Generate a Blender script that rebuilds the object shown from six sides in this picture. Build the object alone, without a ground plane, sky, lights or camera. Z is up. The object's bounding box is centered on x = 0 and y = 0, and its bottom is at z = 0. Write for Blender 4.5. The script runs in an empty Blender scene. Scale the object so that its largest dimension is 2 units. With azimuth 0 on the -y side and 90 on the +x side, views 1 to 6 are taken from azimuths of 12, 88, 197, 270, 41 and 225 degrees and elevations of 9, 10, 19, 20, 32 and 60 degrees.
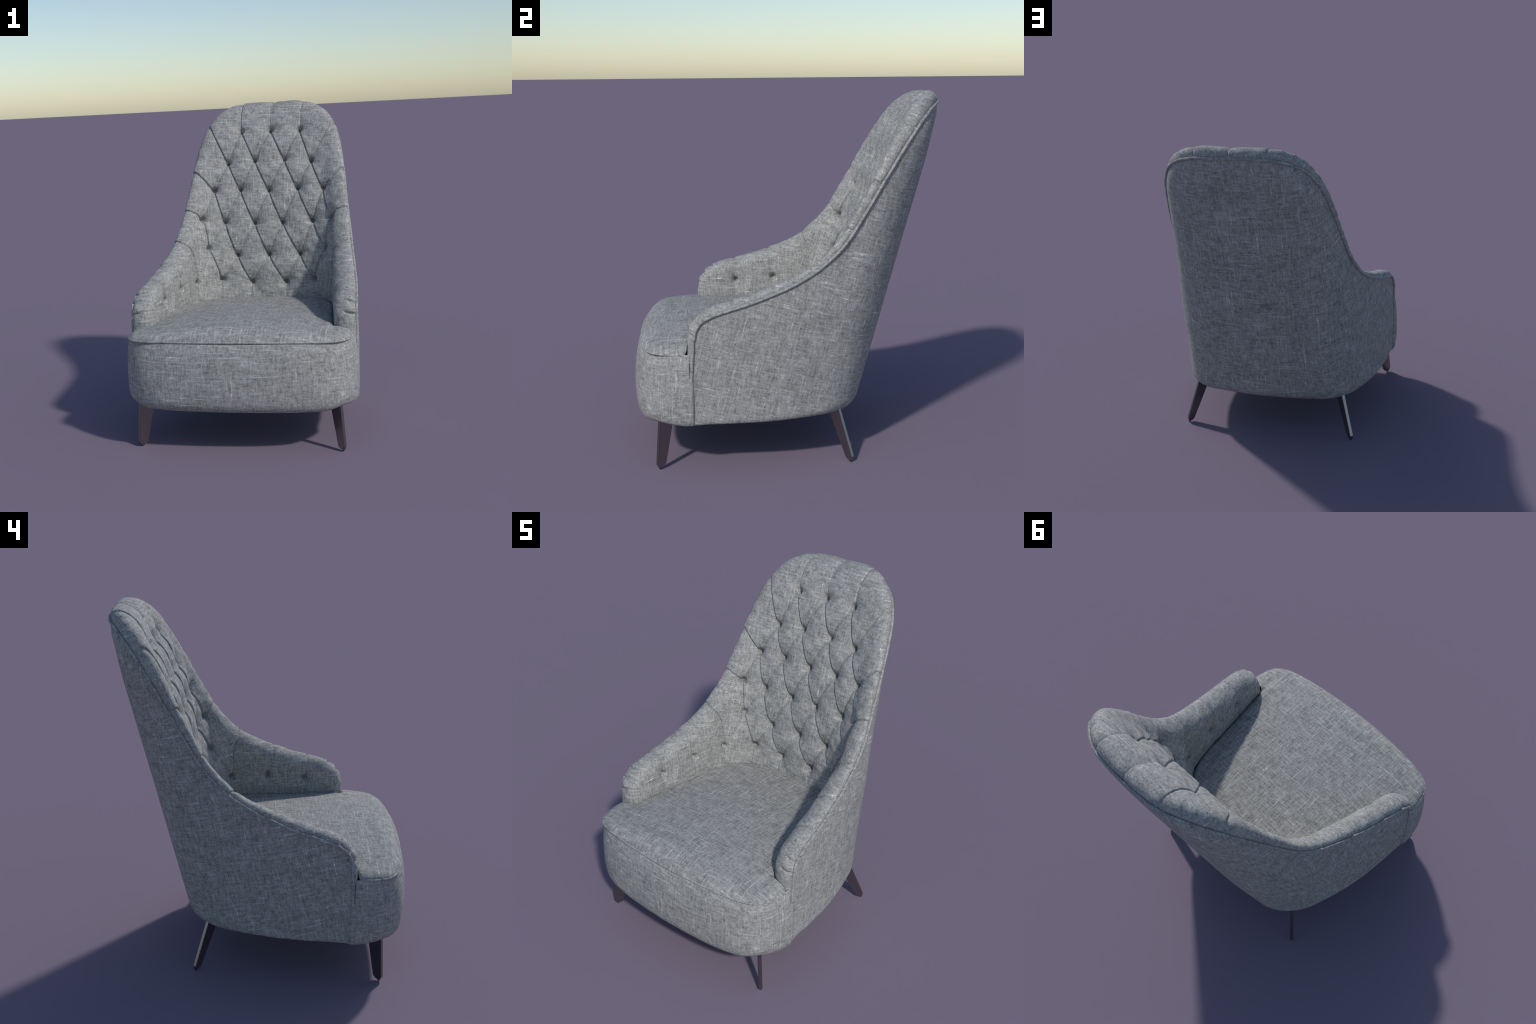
"""Tall wing-back tufted armchair: leaning outer shell with piped rim, deep-buttoned inner pad,
T-shaped domed seat cushion, rounded seat base and four splayed flat metal legs."""
import bpy, math
import numpy as np
from mathutils import Vector

rng = np.random.default_rng(7)


# ------------------------------------------------------------------ helpers
def smooth(a, b, x):
    t = np.clip((np.asarray(x, float) - a) / (b - a), 0, 1)
    return t * t * (3 - 2 * t)


def spline(points, n, closed=False):
    """Centripetal-free Catmull-Rom through control points, resampled to n even arc-length steps."""
    P = np.asarray(points, float)
    if closed:
        Q = np.vstack([P[-1], P, P[0], P[1]])
    else:
        Q = np.vstack([2 * P[0] - P[1], P, 2 * P[-1] - P[-2]])
    out = []
    for i in range(1, len(Q) - 2):
        a, b, c, d = Q[i - 1], Q[i], Q[i + 1], Q[i + 2]
        t = np.linspace(0, 1, 24, endpoint=False)[:, None]
        out.append(.5 * (2 * b + (c - a) * t + (2 * a - 5 * b + 4 * c - d) * t ** 2 + (3 * b - a - 3 * c + d) * t ** 3))
    out.append((Q[-2] if not closed else Q[1])[None])
    C = np.vstack(out)
    L = np.concatenate([[0], np.cumsum(np.linalg.norm(np.diff(C, axis=0), axis=1))])
    s = np.linspace(0, L[-1], n, endpoint=not closed)
    return np.stack([np.interp(s, L, C[:, k]) for k in range(C.shape[1])], 1)


def curve1d(x, pts):
    """Smooth 1-D control curve (pts: (x, y) pairs, x increasing), monotone-ish cubic."""
    p = np.asarray(pts, float)
    X, Y = p[:, 0], p[:, 1]
    m = np.gradient(Y, X)
    x = np.clip(x, X[0], X[-1])
    i = np.clip(np.searchsorted(X, x, side="right") - 1, 0, len(X) - 2)
    h = X[i + 1] - X[i]
    t = (x - X[i]) / h
    return ((2 * t ** 3 - 3 * t ** 2 + 1) * Y[i] + (t ** 3 - 2 * t ** 2 + t) * h * m[i]
            + (-2 * t ** 3 + 3 * t ** 2) * Y[i + 1] + (t ** 3 - t ** 2) * h * m[i + 1])


def blur(a, k, ends="edge"):
    w = np.hanning(2 * k + 3)[1:-1]
    w /= w.sum()
    pad = np.pad(a, (k, k), mode="reflect", reflect_type="odd")
    return np.convolve(pad, w, mode="valid")


def unit(v):
    return v / np.maximum(np.linalg.norm(v, axis=-1, keepdims=True), 1e-9)


def mesh_object(name, verts, faces, material, parent=None, smooth_shade=True):
    me = bpy.data.meshes.new(name)
    faces = np.asarray(faces)
    verts = np.asarray(verts, np.float32)
    me.vertices.add(len(verts))
    me.vertices.foreach_set("co", verts.ravel())
    k = faces.shape[1]
    me.loops.add(faces.size)
    me.loops.foreach_set("vertex_index", faces.astype(np.int32).ravel())
    me.polygons.add(len(faces))
    me.polygons.foreach_set("loop_start", np.arange(0, faces.size, k, dtype=np.int32))
    me.update(calc_edges=True)
    me.validate()
    if smooth_shade:
        me.shade_smooth()
    me.materials.append(material)
    ob = bpy.data.objects.new(name, me)
    bpy.context.scene.collection.objects.link(ob)
    if parent:
        ob.parent = parent
    return ob


def grid_faces(nu, nv, closed_u=False):
    i = np.arange(nu if closed_u else nu - 1)[:, None]
    j = np.arange(nv - 1)[None]
    i2 = (i + 1) % nu
    return np.stack(np.broadcast_arrays(i * nv + j, i2 * nv + j, i2 * nv + j + 1, i * nv + j + 1), -1).reshape(-1, 4)


def grid_normals(G):
    du = np.gradient(G, axis=0)
    dv = np.gradient(G, axis=1)
    return unit(np.cross(du, dv))


def tube(name, path, radius, material, parent, closed=False, sides=12):
    P = np.asarray(path, float)
    if closed:
        T = unit(np.roll(P, -1, 0) - np.roll(P, 1, 0))
    else:
        T = unit(np.gradient(P, axis=0))
    up = np.array([0.31, 0.17, 0.94])
    A = unit(np.cross(T, up))
    for i in range(1, len(P)):                       # parallel transport
        a = A[i - 1] - T[i] * (A[i - 1] @ T[i])
        A[i] = a / np.linalg.norm(a)
    B = np.cross(T, A)
    w = np.linspace(0, 2 * math.pi, sides, endpoint=False)
    V = P[:, None] + radius * (np.cos(w)[None, :, None] * A[:, None] + np.sin(w)[None, :, None] * B[:, None])
    n = len(P)
    i = np.arange(n if closed else n - 1)[:, None]
    j = np.arange(sides)[None]
    i2, j2 = (i + 1) % n, (j + 1) % sides
    F = np.stack(np.broadcast_arrays(i * sides + j, i * sides + j2, i2 * sides + j2, i2 * sides + j), -1).reshape(-1, 4)
    return mesh_object(name, V.reshape(-1, 3), F, material, parent)


# ------------------------------------------------------------------ materials
def node(nt, kind, **props):
    n = nt.nodes.new(kind)
    for k, v in props.items():
        setattr(n, k, v)
    return n


def noise(nt, coord, scale_vec, detail=2.0, rough=.5, offset=(0, 0, 0)):
    m = node(nt, "ShaderNodeMapping")
    m.inputs["Scale"].default_value = scale_vec
    m.inputs["Location"].default_value = offset
    nt.links.new(coord, m.inputs["Vector"])
    n = node(nt, "ShaderNodeTexNoise")
    n.inputs["Scale"].default_value = 1.0
    n.inputs["Detail"].default_value = detail
    n.inputs["Roughness"].default_value = rough
    nt.links.new(m.outputs["Vector"], n.inputs["Vector"])
    return n.outputs["Fac"]


def maths(nt, op, a, b=None, clamp=False):
    n = node(nt, "ShaderNodeMath", operation=op, use_clamp=clamp)
    for k, v in enumerate((a, b)):
        if v is None:
            continue
        if hasattr(v, "links"):
            nt.links.new(v, n.inputs[k])
        else:
            n.inputs[k].default_value = v
    return n.outputs[0]


def rescale(nt, v, lo, hi, to0=0.0, to1=1.0):
    n = node(nt, "ShaderNodeMapRange", interpolation_type="SMOOTHSTEP")
    nt.links.new(v, n.inputs["Value"])
    for k, x in (("From Min", lo), ("From Max", hi), ("To Min", to0), ("To Max", to1)):
        n.inputs[k].default_value = x
    return n.outputs["Result"]


def fabric(name, layout="upright", gain=1.0, coarse=1.0, lean=0.0):
    """Melange linen: slubby threads in two crossing directions, mottling and fine weave grain."""
    mat = bpy.data.materials.new(name)
    mat.use_nodes = True
    nt = mat.node_tree
    bsdf = nt.nodes["Principled BSDF"]
    turn = node(nt, "ShaderNodeMapping")            # the cloth leans back with the panel it covers
    turn.inputs["Rotation"].default_value = (math.radians(lean), 0, 0)
    nt.links.new(node(nt, "ShaderNodeTexCoord").outputs["Object"], turn.inputs["Vector"])
    co = turn.outputs["Vector"]

    def sv(along, across, third):
        # scale vectors for threads that run "warp" and "weft" on this layout
        if layout == "upright":      # warp = z, weft = horizontal in any direction
            return (across, across, along), (along, along, across)
        return (across, along, third), (along, across, third)     # lying: warp = y, weft = x

    s = coarse
    seeds = iter([(3.1, 1.7, 5.3), (7.7, 9.1, 2.3), (13.1, 4.7, 1.3), (2.7, 8.1, 22.3), (5.9, 6.1, 17.3), (31., 8.8, 2.2)])
    threads = []
    for along, across, third, det in ((6.5 * s, 120 * s, 6, 1.5), (17 * s, 85 * s, 12, 2), (75 * s, 210 * s, 60, 1)):
        for vec in sv(along, across, third):
            threads.append(noise(nt, co, vec, det, .55, next(seeds)))
    slub_a, slub_b, band_a, band_b, pick_a, pick_b = threads
    mott = noise(nt, co, (95, 95, 95), 3, .65)
    big = noise(nt, co, (11, 11, 11), 2, .5)
    half_ = lambda x, k: maths(nt, "MULTIPLY", maths(nt, "SUBTRACT", x, .5), k)
    # bright slubs stand out of the mean; bands, picks and mottling give the heathered ground
    slub = maths(nt, "MAXIMUM", rescale(nt, slub_a, .55, .82), rescale(nt, slub_b, .55, .82))
    v = maths(nt, "ADD", maths(nt, "MULTIPLY", slub, .40), .45)
    for x, k in ((band_a, .65), (band_b, .65), (pick_a, .50), (pick_b, .50), (mott, .55), (big, .22)):
        v = maths(nt, "ADD", v, half_(x, k))
    v = maths(nt, "MINIMUM", maths(nt, "MAXIMUM", v, 0.0), 1.0)
    ramp = node(nt, "ShaderNodeValToRGB")
    els = ramp.color_ramp.elements
    for pos, c in ((0.0, (.104, .104, .100)), (.45, (.268, .267, .258)), (1.0, (.545, .547, .530))):
        e = els[0] if pos == 0 else els[1] if pos == 1 else els.new(pos)
        e.color = (c[0] * gain, c[1] * gain, c[2] * gain, 1)
        e.position = pos
    nt.links.new(v, ramp.inputs["Fac"])
    nt.links.new(ramp.outputs["Color"], bsdf.inputs["Base Color"])
    bsdf.inputs["Roughness"].default_value = .92
    bsdf.inputs["Specular IOR Level"].default_value = .25
    bump = node(nt, "ShaderNodeBump")
    bump.inputs["Strength"].default_value = .25
    bump.inputs["Distance"].default_value = .002
    nt.links.new(v, bump.inputs["Height"])
    nt.links.new(bump.outputs["Normal"], bsdf.inputs["Normal"])
    return mat


def metal(name, colour, rough, metallic=0.0):
    mat = bpy.data.materials.new(name)
    mat.use_nodes = True
    nt = mat.node_tree
    b = nt.nodes["Principled BSDF"]
    co = node(nt, "ShaderNodeTexCoord").outputs["Object"]
    n = noise(nt, co, (40, 40, 12), 3, .5)
    ramp = node(nt, "ShaderNodeValToRGB")
    ramp.color_ramp.elements[0].color = (*[c * .9 for c in colour], 1)
    ramp.color_ramp.elements[1].color = (*[c * 1.1 for c in colour], 1)
    nt.links.new(n, ramp.inputs["Fac"])
    nt.links.new(ramp.outputs["Color"], b.inputs["Base Color"])
    b.inputs["Roughness"].default_value = rough
    b.inputs["Metallic"].default_value = metallic
    b.inputs["Specular IOR Level"].default_value = .5
    return mat


FABRIC = fabric("linen_upright")
FABRIC_SHELL = fabric("linen_leaning_shell", lean=15.6)
FABRIC_BACK = fabric("linen_leaning_back", lean=18.5)
FABRIC_SEAT = fabric("linen_lying", "lying")
METAL = metal("dark_leg_metal", (.30, .275, .275), .27, 1.0)
RUBBER = metal("glide_plastic", (.02, .02, .02), .6)
UNDER = metal("black_lining_cloth", (.03, .03, .032), .9)

chair = bpy.data.objects.new("wingback_armchair", None)
bpy.context.scene.collection.objects.link(chair)
chair["label"] = "tall grey linen armchair with deep-buttoned back and splayed legs"
chair["category"] = "armchair"

# ------------------------------------------------------------------ main dimensions
Z_UNDER = .264          # underside of the upholstered body
Y_SEAM = -.508          # where the side panels end and the seat base begins
NQ = 600


def u_section(q, yb, side0, slope, r, y_front, bow=0.0):
    """Half of a U-shaped plan: straight back at y=yb, rounded corner of radius r, straight flank
    x = side0 - slope*y down to y_front.  q 0 = middle of the back, 1 = front end."""
    q = np.asarray(q, float)
    # flank unit direction (towards the front) and its inward normal
    L = np.sqrt(1 + slope ** 2)
    nx, ny = -1 / L, -slope / L
    # corner circle centre: r below the back line, r inside the flank
    cy = yb - r
    cx = side0 - slope * cy - r * L
    ang0, ang1 = math.pi / 2, np.arctan2(-ny, -nx)        # from back tangent to flank tangent
    ex, ey = cx - nx * r, cy - ny * r
    q1, q2 = .30, .56
    a = np.clip(q / q1, 0, 1)
    b = np.clip((q - q1) / (q2 - q1), 0, 1)
    c = np.clip((q - q2) / (1 - q2), 0, 1)
    th = ang0 + (ang1 - ang0) * b
    x = np.where(q <= q1, a * cx, np.where(q <= q2, cx + r * np.cos(th), ex + (side0 - slope * y_front - ex) * c))
    y = np.where(q <= q1, yb, np.where(q <= q2, cy + r * np.sin(th), ey + (y_front - ey) * c))
    y = y - bow * np.minimum(x, cx) ** 2
    return x, y


def shell_section(q, z):
    yb = .416 + .2790 * (z - .30) - .012 * smooth(1.86, 1.96, z)
    bulge = (.006 + .008 * smooth(.25, .85, z)) * (1 - smooth(1.1, 1.75, z))
    r = curve1d(z, [(.2, .235), (.45, .275), (.8, .330), (1.2, .340), (1.5, .295), (1.8, .20), (2., .17)])
    x, y = u_section(q, yb, .672 - .167 * .5 + bulge, .167, r, Y_SEAM, .30)
    # flanks belly outwards in plan, most near the floor
    belly = np.clip((y - Y_SEAM) / .80, 0, 1)
    x = x + .036 * np.sin(math.pi * belly) * (1 - .60 * smooth(.45, 1.2, z)) * (q > .3)
    x = x + .014 * np.exp(-((y - .2) / .2) ** 2 - ((z - .9) / .22) ** 2) * smooth(.3, .5, q)
    return x, y


# rim of the shell (one half): where outer cover, piping and inner pad meet, front bottom = end
RIM_POINTS = [(0, .852, 1.947), (.12, .849, 1.946), (.215, .836, 1.940), (.29, .806, 1.923), (.346, .772, 1.899), (.389, .742, 1.870),
              (.418, .712, 1.838), (.440, .684, 1.802), (.466, .643, 1.746), (.489, .583, 1.656), (.503, .535, 1.579),
              (.515, .494, 1.516), (.524, .458, 1.454), (.537, .401, 1.363), (.552, .340, 1.268), (.567, .279, 1.189),
              (.582, .210, 1.125), (.594, .142, 1.072), (.608, .058, 1.023), (.622, -.018, .987), (.633, -.093, .959),
              (.645, -.169, .931), (.656, -.244, .908), (.665, -.320, .887), (.673, -.390, .866), (.678, -.433, .848),
              (.680, -.468, .824), (.681, -.491, .793), (.682, -.501, .756), (.682, -.504, .689), (.682, -.506, .520)]
N_RIM = 640
rim = spline(RIM_POINTS, N_RIM)
rim_len = np.concatenate([[0], np.cumsum(np.linalg.norm(np.diff(rim, axis=0), axis=1))])
rim_t = rim_len / rim_len[-1]

# rim in (q, z) of the outer section
qs = np.linspace(0, 1, NQ)
q_rim = np.empty(N_RIM)
off = np.zeros((N_RIM, 3))
for i, p in enumerate(rim):
    x, y = shell_section(qs, p[2])
    k = np.argmin((x - p[0]) ** 2 + (y - p[1]) ** 2)
    q_rim[i] = qs[k]
q_rim = np.maximum.accumulate(blur(q_rim, 6))
q_rim[0] = 0
x, y = shell_section(q_rim, rim[:, 2])
off[:, 0], off[:, 1] = rim[:, 0] - x, rim[:, 1] - y

# ------------------------------------------------------------------ outer shell
i_corner = int(np.argmin(np.abs(rim[:, 1] + .503) + (rim[:, 2] < .70) * 9))     # last rim column of the shell grid
top_cols = np.arange(0, i_corner + 1)
NV = 120
lam = np.linspace(0, 1, NV)
Z_BASE = Z_UNDER
q_end = np.interp(rim_t[top_cols], [0, .16, .30, .52, .74, rim_t[i_corner]], [0, .20, .34, .56, .82, 1.0])
R = rim[top_cols]
zz = R[:, 2:3] + (Z_BASE - R[:, 2:3]) * lam
qq = q_rim[top_cols, None] + (q_end - q_rim[top_cols])[:, None] * lam
xs, ys = shell_section(qq, zz)
fall = np.exp(-(R[:, 2:3] - zz) / .09)
xs += off[top_cols, 0:1] * fall
ys += off[top_cols, 1:2] * fall
S = np.stack([xs, ys, zz], -1)
N_out = grid_normals(S)
N_out *= np.sign((N_out[..., 0] * .5 + N_out[..., 1] * .8).mean())
# rounded lower edge: tuck in along a quarter ellipse
edge_h = .030 + .040 * (1 - smooth(.45, .75, qq))
edge_w = .018 + .030 * (1 - smooth(.45, .75, qq))
k = np.clip(1 - (zz - Z_BASE) / edge_h, 0, 1)
tuck = edge_w * (1 - np.sqrt(np.maximum(1 - k ** 2, 0)))
seam_keep = 1 - .75 * smooth(.93, 1.0, qq)                  # flatter beside the front seam
hn = unit(N_out * [1, 1, 0])
S = S - hn * (tuck * seam_keep)[..., None]
shell_bottom = S[:, -1].copy()
N_rimout = unit(N_out[:, 0] + N_out[:, 2] + N_out[:, 4])
front_edge = S[-1].copy()
returns = np.stack([front_edge + [-d, e, 0] for d, e in ((.004, -.003), (.015, -.004), (.045, .0))])      # closes the front towards the inside
S = np.concatenate([S, returns])
full = np.concatenate([(S * [-1, 1, 1])[::-1], S[1:]])
shell = mesh_object("outer_shell", full.reshape(-1, 3), grid_faces(len(full), NV)[:, ::-1], FABRIC_SHELL, chair)

# ------------------------------------------------------------------ piping round the rim
N_rim_pipe = np.vstack([N_rimout, np.repeat(N_rimout[-1:], N_RIM - len(N_rimout), 0)])
N_rim_pipe[i_corner:] = [1, 0, 0]
tail = front_edge[(front_edge[:, 2] < rim[i_corner, 2] - .01) & (front_edge[:, 2] > Z_UNDER + .012)]
pipe = np.vstack([rim[:i_corner] + N_rim_pipe[:i_corner] * .003, tail + [.001, -.003, 0]])
pipe_full = np.vstack([(pipe * [-1, 1, 1])[::-1], pipe[1:]])
tube("piping", pipe_full, .0085, FABRIC, chair)


# ------------------------------------------------------------------ inner pad (base form)
def face_section(q, z):
    yb = curve1d(z, [(.50, .316), (.70, .317), (.80, .324), (.98, .350), (1.19, .394), (1.405, .449), (1.60, .516), (1.80, .610), (1.92, .684), (2.05, .77)])
    out = curve1d(z, [(.5, 0), (.8, .0), (1.0, .015), (1.2, .042), (1.4, .072), (1.6, .095), (1.8, .110), (2.05, .15)])
    r = curve1d(z, [(.5, .29), (.8, .285), (1.2, .22), (1.5, .17), (1.8, .14), (2.05, .12)])
    return u_section(q, yb, .512 - .15 * .2 + out, .15, r, -.505, .10)


FQ, FZ = np.meshgrid(np.linspace(0, 1, 160), np.linspace(.50, 2.0, 200), indexing="ij")
fx, fy = face_section(FQ, FZ)
FP = np.stack([fx, fy, FZ], -1)

T_rim = unit(np.gradient(rim, axis=0))
N_rim = np.vstack([N_rimout, np.repeat(N_rimout[-1:], N_RIM - len(N_rimout), 0)])
side_way = smooth(.80, .86, rim_t)[:, None]
N_rim = unit(N_rim * (1 - side_way) + np.array([1., .05, 0]) * side_way)
N_rim = unit(N_rim - T_rim * (N_rim * T_rim).sum(1, keepdims=True))
O_rim = np.cross(T_rim, N_rim)                    # leaves the shell: up / forward
O_rim *= np.sign(O_rim[0, 2])
t = rim_t
z_r = rim[:, 2]
width = curve1d(t, [(0, .170), (.10, .155), (.20, .10), (.30, .088), (.50, .095), (.62, .10), (.75, .095), (.87, .080), (1, .075)])
high = curve1d(t, [(0, .068), (.08, .080), (.16, .088), (.25, .086), (.45, .074), (.55, .060), (.70, .056), (.84, .052), (.90, .046), (1, .046)])
goal = rim - N_rim * width[:, None] - O_rim * .03
q_f, z_f = np.empty(N_RIM), np.empty(N_RIM)
for i, g in enumerate(goal):
    d = ((FP - g) ** 2).sum(-1)
    a, b = np.unravel_index(np.argmin(d), d.shape)
    q_f[i], z_f[i] = FQ[a, b], FZ[a, b]
q_f, z_f = blur(blur(q_f, 14), 10), blur(blur(z_f, 14), 10)
q_f = np.clip(q_f, 0, 1)
q_f[0] = 0
q_stop = np.interp(t, [0, .14, .30, .52, .66, .88, 1], [0, .18, .34, .56, .70, .93, .985])
z_stop = np.minimum(np.interp(t, [0, .88, 1], [.56, .56, .47]), z_f - .03)
# even rows over roll (first part) then down the face
NR, NF = 110, 330
lf = np.linspace(0, 1, NF)
ease = lf
face_q = q_f[:, None] + (q_stop - q_f)[:, None] * ease
face_z = z_f[:, None] + (z_stop - z_f)[:, None] * ease
gx, gy = face_section(face_q, face_z)
face = np.stack([gx, gy, face_z], -1)
down = unit(face[:, 6] - face[:, 0])
at_front = smooth(.865, .93, t)[:, None]
down = unit(down * (1 - at_front) + np.array([-.12, 1.0, -.1]) * at_front)
P0 = rim - N_rim * .003
P1 = rim + O_rim * high[:, None] + N_rim * .001
P3 = face[:, 0]
P2 = P3 - down * (high * 1.0 + .025)[:, None]
lr = np.linspace(0, 1, NR, endpoint=False)[None, :, None]
roll = (P0[:, None] * (1 - lr) ** 3 + 3 * P1[:, None] * lr * (1 - lr) ** 2 + 3 * P2[:, None] * lr ** 2 * (1 - lr) + P3[:, None] * lr ** 3)
pad = np.concatenate([roll, face], 1)
# even out every column's spacing
for i in range(N_RIM):
    c = pad[i]
    L = np.concatenate([[0], np.cumsum(np.linalg.norm(np.diff(c, axis=0), axis=1))])
    s = np.linspace(0, L[-1], NR + NF)
    pad[i] = np.stack([np.interp(s, L, c[:, k]) for k in range(3)], 1)
pad_full = np.concatenate([(pad * [-1, 1, 1])[::-1], pad[1:]])
n_pad = grid_normals(pad_full)
c0 = len(pad_full) // 2
if n_pad[c0, -80, 1] > 0:
    n_pad = -n_pad

# ------------------------------------------------------------------ deep buttoning
BUTTONS = {  # (row, column in half steps): (x, y, z) of the pit bottoms on one half
    (1, 0): (0, .654, 1.796), (1, 2): (.205, .647, 1.796),
    (2, 1): (.1035, .560, 1.603), (2, 3): (.2905, .551, 1.588),
    (3, 0): (0, .4935, 1.404), (3, 2): (.1995, .4955, 1.411), (3, 4): (.379, .467, 1.411),
    (4, 1): (.0965, .435, 1.189), (4, 3): (.303, .425, 1.199), (4, 5): (.448, .369, 1.225),
    (5, 0): (0, .395, .978), (5, 2): (.2165, .385, .977), (5, 4): (.402, .322, 1.030),
    (6, 1): (.1165, .362, .795), (6, 3): (.318, .322, .818), (6, 5): (.461, .183, .818),
    (6, 7): (.481, -.053, .826), (6, 9): (.522, -.293, .800)}
pits = {}
for (r, c), p in BUTTONS.items():
    pits[(r, c)] = np.array(p)
    if c:
        pits[(r, -c)] = np.array(p) * [-1, 1, 1]

flat = pad_full.reshape(-1, 3)
flat_n = n_pad.reshape(-1, 3)
coarse = pad_full[::4, ::4].reshape(-1, 3)
coarse_n = n_pad[::4, ::4].reshape(-1, 3)


def snap(p):
    k = np.argmin(((coarse - p) ** 2).sum(1))
    n = coarse_n[k]
    return p - n * ((p - coarse[k]) @ n), n


anchors = {}
for key, p in pits.items():
    a, n = snap(p)
    anchors[key] = (a, n, max(.018, (a - p) @ n))

UP, BACK = np.array([0, 0, 1.]), np.array([0, 1., 0])
pleats = []        # (control points, direction of the overlapping side, strength)


def both(points, high_side, strength):
    pts = np.array(points, float)
    pleats.append((pts, np.array(high_side, float), strength))
    m = np.array([-1, 1, 1.])
    if np.abs(pts[:, 0]).max() > 1e-6:
        pleats.append((pts * m, np.array(high_side, float) * m, strength))


A = lambda r, c: anchors[(r, c)][0]
for r in range(1, 6):
    for c in range(0, 6):
        if (r, c) not in anchors:
            continue
        for c2 in (c - 1, c + 1):
            if (r + 1, c2) in anchors and not (c == 0 and c2 < 0):
                both([A(r, c), A(r + 1, c2)], UP, .55 if (r, c) == (5, 4) and c2 == 5 else 1)
rim_at = lambda x, y, z: rim[np.argmin(((rim - [x, y, z]) ** 2).sum(1))]


def over_roll(x, y, z, reach):
    """Points of the pad from `reach` metres inside up over the roll to the rim at (x, y, z)."""
    i = np.argmin(((rim - [x, y, z]) ** 2).sum(1))
    c = pad[i]
    L = np.concatenate([[0], np.cumsum(np.linalg.norm(np.diff(c, axis=0), axis=1))])
    return [np.array([np.interp(q_, L, c[:, k]) for k in range(3)]) for q_ in np.linspace(reach, 0, 6)]


both([A(1, 0), (0, .66, 1.92), (0, .76, 1.99), (0, .83, 1.98), rim_at(0, .852, 1.947)], (-1, 0, 0), .7)
both([A(1, 2), (.206, .655, 1.92), (.207, .75, 1.985), (.208, .82, 1.975), rim_at(.209, .84, 1.94)], (-1, 0, 0), .7)
both([A(2, 3), (.421, .605, 1.850), rim_at(.437, .686, 1.804)], UP, 1.0)
both([A(3, 4), (.493, .455, 1.540), rim_at(.515, .494, 1.516)], UP, 1.0)
both([A(4, 5), (.528, .325, 1.293), rim_at(.552, .345, 1.275)], UP, 1.0)
both([A(6, 5), (.505, .19, .98), (.560, .150, 1.108), rim_at(.588, .175, 1.095)], (0, 1, .6), 1.0)
both([A(6, 7), (.535, -.065, .95), (.590, -.075, 1.005), rim_at(.628, -.062, .97)], BACK, .9)
both([A(6, 9), (.565, -.297, .90), (.615, -.297, .938), rim_at(.660, -.285, .899)], BACK, .9)
for c, x, y in ((1, .118, .33), (3, .325, .29), (5, .462, .17), (7, .483, -.05), (9, .523, -.29)):
    both([A(6, c), (x, y, .62)], (-1, 0, 0) if c < 5 else BACK, .45)
for y, z in ((-.425, .852), (-.478, .812), (-.497, .762)):
    both(over_roll(.679, y, z, .085), UP, 1.3)

best = np.full(len(flat), 9.0)
groove = np.zeros(len(flat))
step = np.zeros(len(flat))
for pts, hs, strength in pleats:
    if len(pts) == 2:
        line = pts[0] + (pts[1] - pts[0]) * np.linspace(0, 1, 14)[:, None]
    else:
        line = spline(pts, 26)
    sn = [snap(p) for p in line]
    line = np.array([s[0] for s in sn])
    ln = np.array([s[1] for s in sn])
    if len(line) > 4:
        for _ in range(2):
            line[1:-1] = (line[:-2] + 2 * line[1:-1] + line[2:]) / 4
    lo, hi = line.min(0) - .10, line.max(0) + .10
    idx = np.where(((flat > lo) & (flat < hi)).all(1))[0]
    V = flat[idx]
    dmin = np.full(len(V), 9.)
    sgn = np.zeros(len(V))
    along = np.zeros(len(V))
    for a in range(len(line) - 1):
        p, d = line[a], line[a + 1] - line[a]
        u = np.clip(((V - p) @ d) / (d @ d), 0, 1)
        w = V - (p + u[:, None] * d)
        n = ln[a]
        w = w - np.outer(np.clip(w @ n, -.025, .025), n)
        dist = np.linalg.norm(w, axis=1)
        h = hs - n * (hs @ n)
        dd = d / np.linalg.norm(d)
        h = h - dd * (h @ dd)
        near = dist < dmin
        dmin[near] = dist[near]
        sgn[near] = (w @ unit(h))[near]
        along[near] = ((a + u) / (len(line) - 1))[near]
    fade = smooth(-.02, .10, along) if len(pts) > 2 else smooth(0, .12, along) * smooth(1, .88, along)
    if strength == 1.3:
        fade = smooth(0, .35, along)
    near = dmin < best[idx]
    k = idx[near]
    best[k] = dmin[near]
    s_ = np.clip(sgn[near] / .0022, -1, 1)
    hi_side = np.exp(-dmin[near] / .022)
    lo_side = np.exp(-dmin[near] / .016)
    step[k] = strength * fade[near] * np.where(s_ > 0, s_ * .0045 * hi_side, s_ * .0085 * lo_side)
    groove[k] = strength * (-(.0025 if len(pts) == 2 else .0045 if strength == 1.3 else .0022) * np.exp(-dmin[near] / .005))

puff = .004 * (1 - np.exp(-best / .03))
disp = step + groove + puff
pit_list = []
for key, (a, n, depth) in anchors.items():
    d = flat - a
    dn = d @ n
    r = np.sqrt(np.maximum((d * d).sum(1) - .5 * dn * dn, 0))
    w = np.clip(1 - r / .115, 0, 1) ** 2.2
    core = np.exp(-(r / .0165) ** 2)
    disp -= (depth + .010) * .68 * w + (.32 * depth + .027) * core
    pit_list.append((key, a, n, depth))
# soft irregular wrinkles radiating from the buttons and general lumpiness
lump = sum(np.sin(flat @ rng.normal(0, f, 3) + rng.uniform(0, 6.28)) for f in (18, 22, 27, 33, 40)) * .0009
disp += lump
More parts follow.
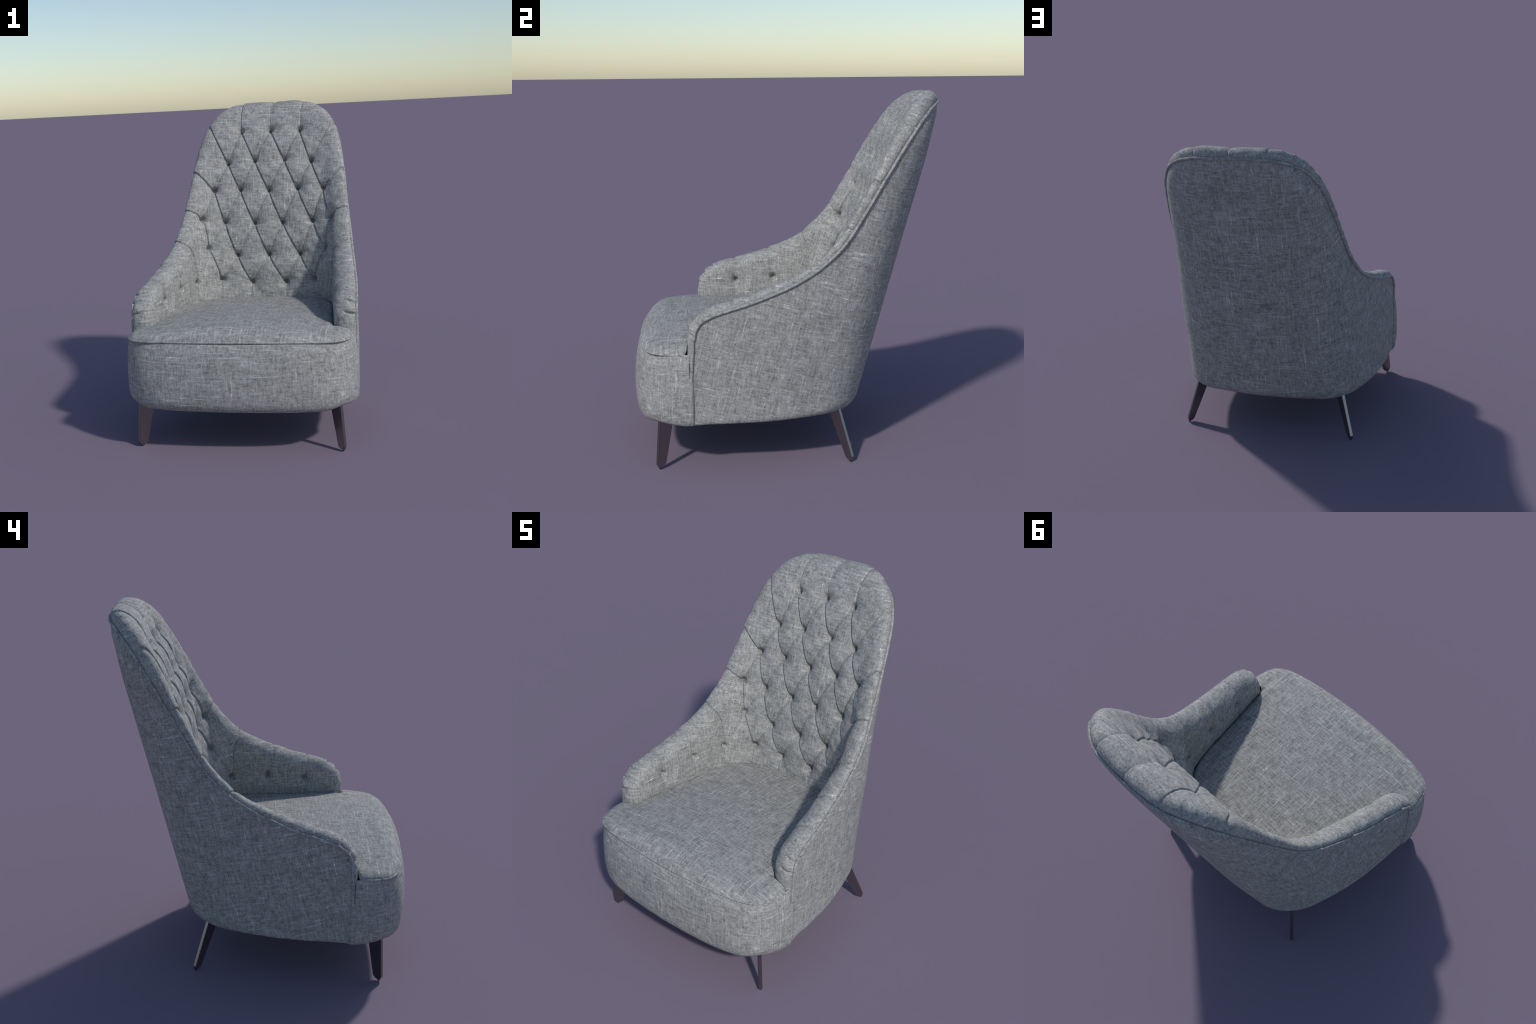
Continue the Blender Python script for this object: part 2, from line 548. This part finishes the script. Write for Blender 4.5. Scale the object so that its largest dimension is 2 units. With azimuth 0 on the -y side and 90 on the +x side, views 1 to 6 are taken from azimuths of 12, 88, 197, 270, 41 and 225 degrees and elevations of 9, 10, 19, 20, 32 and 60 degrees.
# keep the pad tied to the piping at the rim and thin towards the seat
row = np.tile(np.arange(pad_full.shape[1]), len(pad_full)) / 30.0
arc = np.tile(np.linalg.norm(np.diff(pad_full, axis=1, prepend=pad_full[:, :1]), axis=2).cumsum(1).reshape(-1), 1)
disp *= .08 + .92 * smooth(.0, .022, arc)
flat2 = flat + flat_n * disp[:, None]
pad_final = flat2.reshape(pad_full.shape)

# one smooth surface, split by region into backrest and two armrests that share border vertices
nc, nr = pad_final.shape[:2]
faces = grid_faces(nc, nr)
normals = grid_normals(pad_final)
if normals[c0, -80, 1] > 0:
    normals = -normals
else:
    faces = faces[:, ::-1]
faces = faces[:, ::-1]
i_cut = int(np.argmin(((rim - [.588, .18, 1.10]) ** 2).sum(1)))


def pad_part(name, c_from, c_to, cloth=FABRIC):
    V = pad_final[c_from:c_to + 1]
    Nn = normals[c_from:c_to + 1].reshape(-1, 3)
    f = grid_faces(len(V), nr)
    # orient faces along the normals
    p = V.reshape(-1, 3)
    fs = f[::97]
    fn = np.cross(p[fs[:, 1]] - p[fs[:, 0]], p[fs[:, 2]] - p[fs[:, 0]])
    if (fn * Nn[fs[:, 0]]).sum() < 0:
        f = f[:, ::-1]
    ob = mesh_object(name, p, f, cloth, chair)
    ob.data.normals_split_custom_set_from_vertices([tuple(n) for n in Nn])
    return ob


backrest = pad_part("tufted_backrest", N_RIM - 1 - i_cut, N_RIM - 1 + i_cut, FABRIC_BACK)
arm_plus = pad_part("armrest", N_RIM - 1 + i_cut, nc - 1)
arm_minus = pad_part("armrest", 0, N_RIM - 1 - i_cut)

# covered buttons in the pits
bu, bv = 20, 7
ang = np.linspace(0, 2 * math.pi, bu, endpoint=False)
prof = [(1.0, -.45), (1.0, -.1), (.92, .12), (.7, .30), (.4, .40), (.15, .43), (.001, .44)]
bm = np.array([[(math.cos(a) * r_, math.sin(a) * r_, h) for r_, h in prof] for a in ang]) * .0095
button_mesh = mesh_object("button", bm.reshape(-1, 3), grid_faces(bu, bv, True), FABRIC).data
bpy.data.objects.remove(bpy.data.objects["button"])
for key, a, n, depth in sorted(pit_list, key=lambda q: q[0]):
    ob = bpy.data.objects.new("button", button_mesh)
    bpy.context.scene.collection.objects.link(ob)
    k = np.argmin(((flat - a) ** 2).sum(1))
    ob.location = Vector(flat2[k] + n * .001)
    ob.rotation_mode = "QUATERNION"
    ob.rotation_quaternion = Vector(n).to_track_quat("Z", "Y")
    ob.parent = backrest if abs(key[1]) <= 5 else arm_plus if key[1] > 0 else arm_minus

# ------------------------------------------------------------------ seat cushion (T-shaped, domed)
EDGE = [(0, .350, .60), (.18, .345, .60), (.32, .30, .60), (.430, .20, .60), (.482, .06, .60), (.510, -.12, .61), (.534, -.30, .625),
        (.552, -.44, .645), (.557, -.505, .655), (.566, -.541, .690), (.610, -.549, .684), (.646, -.552, .668), (.663, -.564, .656),
        (.665, -.61, .655), (.650, -.678, .655), (.624, -.726, .656), (.576, -.760, .657), (.50, -.785, .659), (.36, -.807, .662),
        (.18, -.823, .664), (0, -.828, .665)]
half = np.array(EDGE)
loop = np.vstack([half, (half * [-1, 1, 1])[1:-1][::-1]])
NL = 720
loop = spline(loop, NL, closed=True)
centre = np.array([0, -.545])
ND = 150
rho = np.linspace(0, 1, ND) ** .8


def seat_dome(x, y):
    zc = curve1d(y, [(-.85, .728), (-.70, .735), (-.5, .740), (-.25, .734), (0, .720), (.2, .707), (.36, .696)])
    return zc - .13 * np.minimum(np.abs(x), .56) ** 2 * smooth(.45, -.25, y) - .10 * smooth(.45, -.25, -y - .0) * 0 * x


vec = loop[:, :2] - centre
length = np.linalg.norm(vec, axis=1)
xy = centre + vec[:, None] * rho[None, :, None]
front = smooth(-.50, -.62, loop[:, 1])
flank = smooth(.56, .60, np.abs(loop[:, 0])) * (1 - front)
wid = .045 + .125 * front + .06 * flank
kk = np.clip(1 - (1 - rho)[None] * length[:, None] / wid[:, None], 0, 1)
zd = seat_dome(xy[..., 0], xy[..., 1])
zb = loop[:, 2:3]
Zs = zb + (zd - zb) * np.sqrt(np.maximum(1 - kk ** 2.2, 0))
cush = np.concatenate([xy, Zs[..., None]], -1)
mesh_object("seat_cushion", cush.reshape(-1, 3), grid_faces(NL, ND, True), FABRIC_SEAT, chair)
front_run = loop[(loop[:, 1] < -.50)]
ordr = np.argsort(np.arctan2(front_run[:, 0], -(front_run[:, 1] + .50)))
keep = np.where(loop[:, 1] < -.46)[0]
brk = np.argmax(np.diff(keep) > 1)
if np.diff(keep).max() > 1:
    keep = np.concatenate([keep[brk + 1:], keep[:brk + 1]])
tube("cushion_piping", loop[keep] + [0, 0, -.002], .0065, FABRIC_SEAT, chair)

# ------------------------------------------------------------------ seat base: rounded front apron
PLAN = [(0, -.870), (.17, -.865), (.34, -.852), (.47, -.829), (.562, -.796), (.628, -.747), (.668, -.688), (.687, -.625), (.691, -.575), (.690, -.515)]
plan_half = spline(PLAN, 150)
plan = np.vstack([(plan_half * [-1, 1])[::-1], plan_half[1:]])
tp = unit(np.gradient(plan, axis=0))
inward = np.stack([-tp[:, 1], tp[:, 0]], 1)
inward *= np.sign(inward[len(plan) // 2, 1])
PROFILE = [(.070, .655), (.062, .648), (.048, .628), (.030, .595), (.014, .545), (.004, .485), (0, .430), (0, .375), (.004, .325), (.014, .288), (.038, .260), (.085, .249), (.13, .248)]
prof = spline(PROFILE, 90)
# the set-back at the top follows the piping line (more at the front, less on the flanks)
setback = np.interp(np.abs(plan[:, 0]), [0, .5, .6, .66, .69, .70], [.58, .60, .55, .45, .30, .28])
lowin = np.where(prof[:, 1] < .40, 1, 0)
ins = prof[None, :, 0] * np.where(lowin[None], 1.0, setback[:, None])
ins = ins * np.where(lowin[None], np.interp(plan[:, 1], [-.74, -.56], [1, .22])[:, None], 1.0)
zz = np.broadcast_to(prof[None, :, 1], ins.shape)
bx = plan[:, None, 0] + inward[:, None, 0] * ins
by = plan[:, None, 1] + inward[:, None, 1] * ins
lim = np.interp(prof[:, 1], [.512, .522], [Y_SEAM - .006, -.530])[None]
near_end = (np.abs(plan[:, 0]) > .6)[:, None]
by = np.where(near_end, np.minimum(by, lim), by)
zz = zz + (.017 * smooth(.52, .68, np.abs(plan[:, 0])) - .003)[:, None] * smooth(.36, .28, zz)
base = np.stack([bx, by, zz], -1)
# return flaps that close the ends towards the inside
def flap(col, side):
    c = base[col][None].repeat(8, 0).copy()
    w = np.linspace(0, 1, 9)[1:]
    c[..., 0] -= side * (w[:, None] * .16)
    c[..., 1] += (.010 * np.sin(np.minimum(w * 8, 1) * math.pi / 2))[:, None]
    return c
base = np.concatenate([flap(0, -1)[::-1], base, flap(-1, 1)])
mesh_object("seat_base", base.reshape(-1, 3), grid_faces(len(base), base.shape[1]), FABRIC, chair)

# ------------------------------------------------------------------ deck under the cushion
dx = np.linspace(-1, 1, 40)[:, None]
dy = np.linspace(-.77, .40, 40)[None]
dw = np.interp(dy, [-.77, -.60, -.45, .1, .40], [.56, .65, .62, .56, .44])
deck = np.stack(np.broadcast_arrays(dx * dw, dy, .585 + 0 * dx * dy), -1)
mesh_object("seat_deck", deck.reshape(-1, 3), grid_faces(40, 40), UNDER, chair)

# ------------------------------------------------------------------ underside lining
ring = np.vstack([shell_bottom[::6], base[8:-8, -1][::-1][:149][::5]])
rp = np.vstack([shell_bottom[::5], np.array([[.60, -.52, Z_UNDER]]), base[len(base) // 2:-8, -1][::-1][::6]])
rp[:, 2] = Z_UNDER - .002
ringf = np.vstack([rp, (rp * [-1, 1, 1])[1:-1][::-1]])
cen = np.array([0, -.2, Z_UNDER - .002])
rr = np.linspace(0, 1, 12)
U = cen + (ringf - cen)[:, None] * rr[None, :, None] * [1, 1, 1]
mesh_object("underside_lining", U.reshape(-1, 3), grid_faces(len(ringf), 12, True), UNDER, chair)


# ------------------------------------------------------------------ legs
def leg(outer_top, outer_foot, inner_foot, inner_top, thick=.020):
    """Flat tapered blade standing in the vertical plane of the chair's diagonal."""
    import bmesh
    o_t, o_f, i_f, i_t = (np.array(p, float) for p in (outer_top, outer_foot, inner_foot, inner_top))
    flat_dir = unit(np.array([o_t[0] - i_t[0], o_t[1] - i_t[1], 0]))
    side = np.array([-flat_dir[1], flat_dir[0], 0]) * thick / 2
    bm = bmesh.new()
    ring_pts = [o_t, o_f + (o_t - o_f) * .05, o_f * .75 + i_f * .25 - [0, 0, .009], i_f * .8 + o_f * .2 - [0, 0, .0], i_f + (i_t - i_f) * .05, i_t]
    a = [bm.verts.new(p + side) for p in ring_pts]
    b = [bm.verts.new(p - side) for p in ring_pts]
    bm.faces.new(a)
    bm.faces.new(b[::-1])
    n = len(ring_pts)
    for k in range(n):
        bm.faces.new((a[k], b[k], b[(k + 1) % n], a[(k + 1) % n]))
    bmesh.ops.recalc_face_normals(bm, faces=bm.faces)
    bmesh.ops.bevel(bm, geom=bm.edges[:], offset=.0018, segments=2, affect="EDGES")
    me = bpy.data.meshes.new("leg")
    bm.to_mesh(me)
    bm.free()
    me.materials.append(METAL)
    ob = bpy.data.objects.new("leg", me)
    bpy.context.scene.collection.objects.link(ob)
    ob.parent = chair
    # little glide under the foot
    c = (o_f * .6 + i_f * .4)
    g = []
    for h, r_ in ((.0, .0001), (.0, .0055), (.003, .0072), (.022, .0072)):
        g.append([(c[0] + math.cos(w) * r_, c[1] + math.sin(w) * r_, h) for w in np.linspace(0, 2 * math.pi, 16, endpoint=False)])
    g = np.array(g).transpose(1, 0, 2)
    gl = mesh_object("foot_glide", g.reshape(-1, 3), grid_faces(16, 4, True)[:, ::-1], RUBBER, ob)
    return ob


for sx in (1, -1):
    m = lambda x, y, z: (sx * x, y, z)
    leg(m(.602, -.702, .30), m(.620, -.720, .017), m(.581, -.681, .010), m(.530, -.630, .30))
    leg(m(.490, .274, .30), m(.566, .350, .017), m(.535, .319, .008), m(.432, .216, .30))
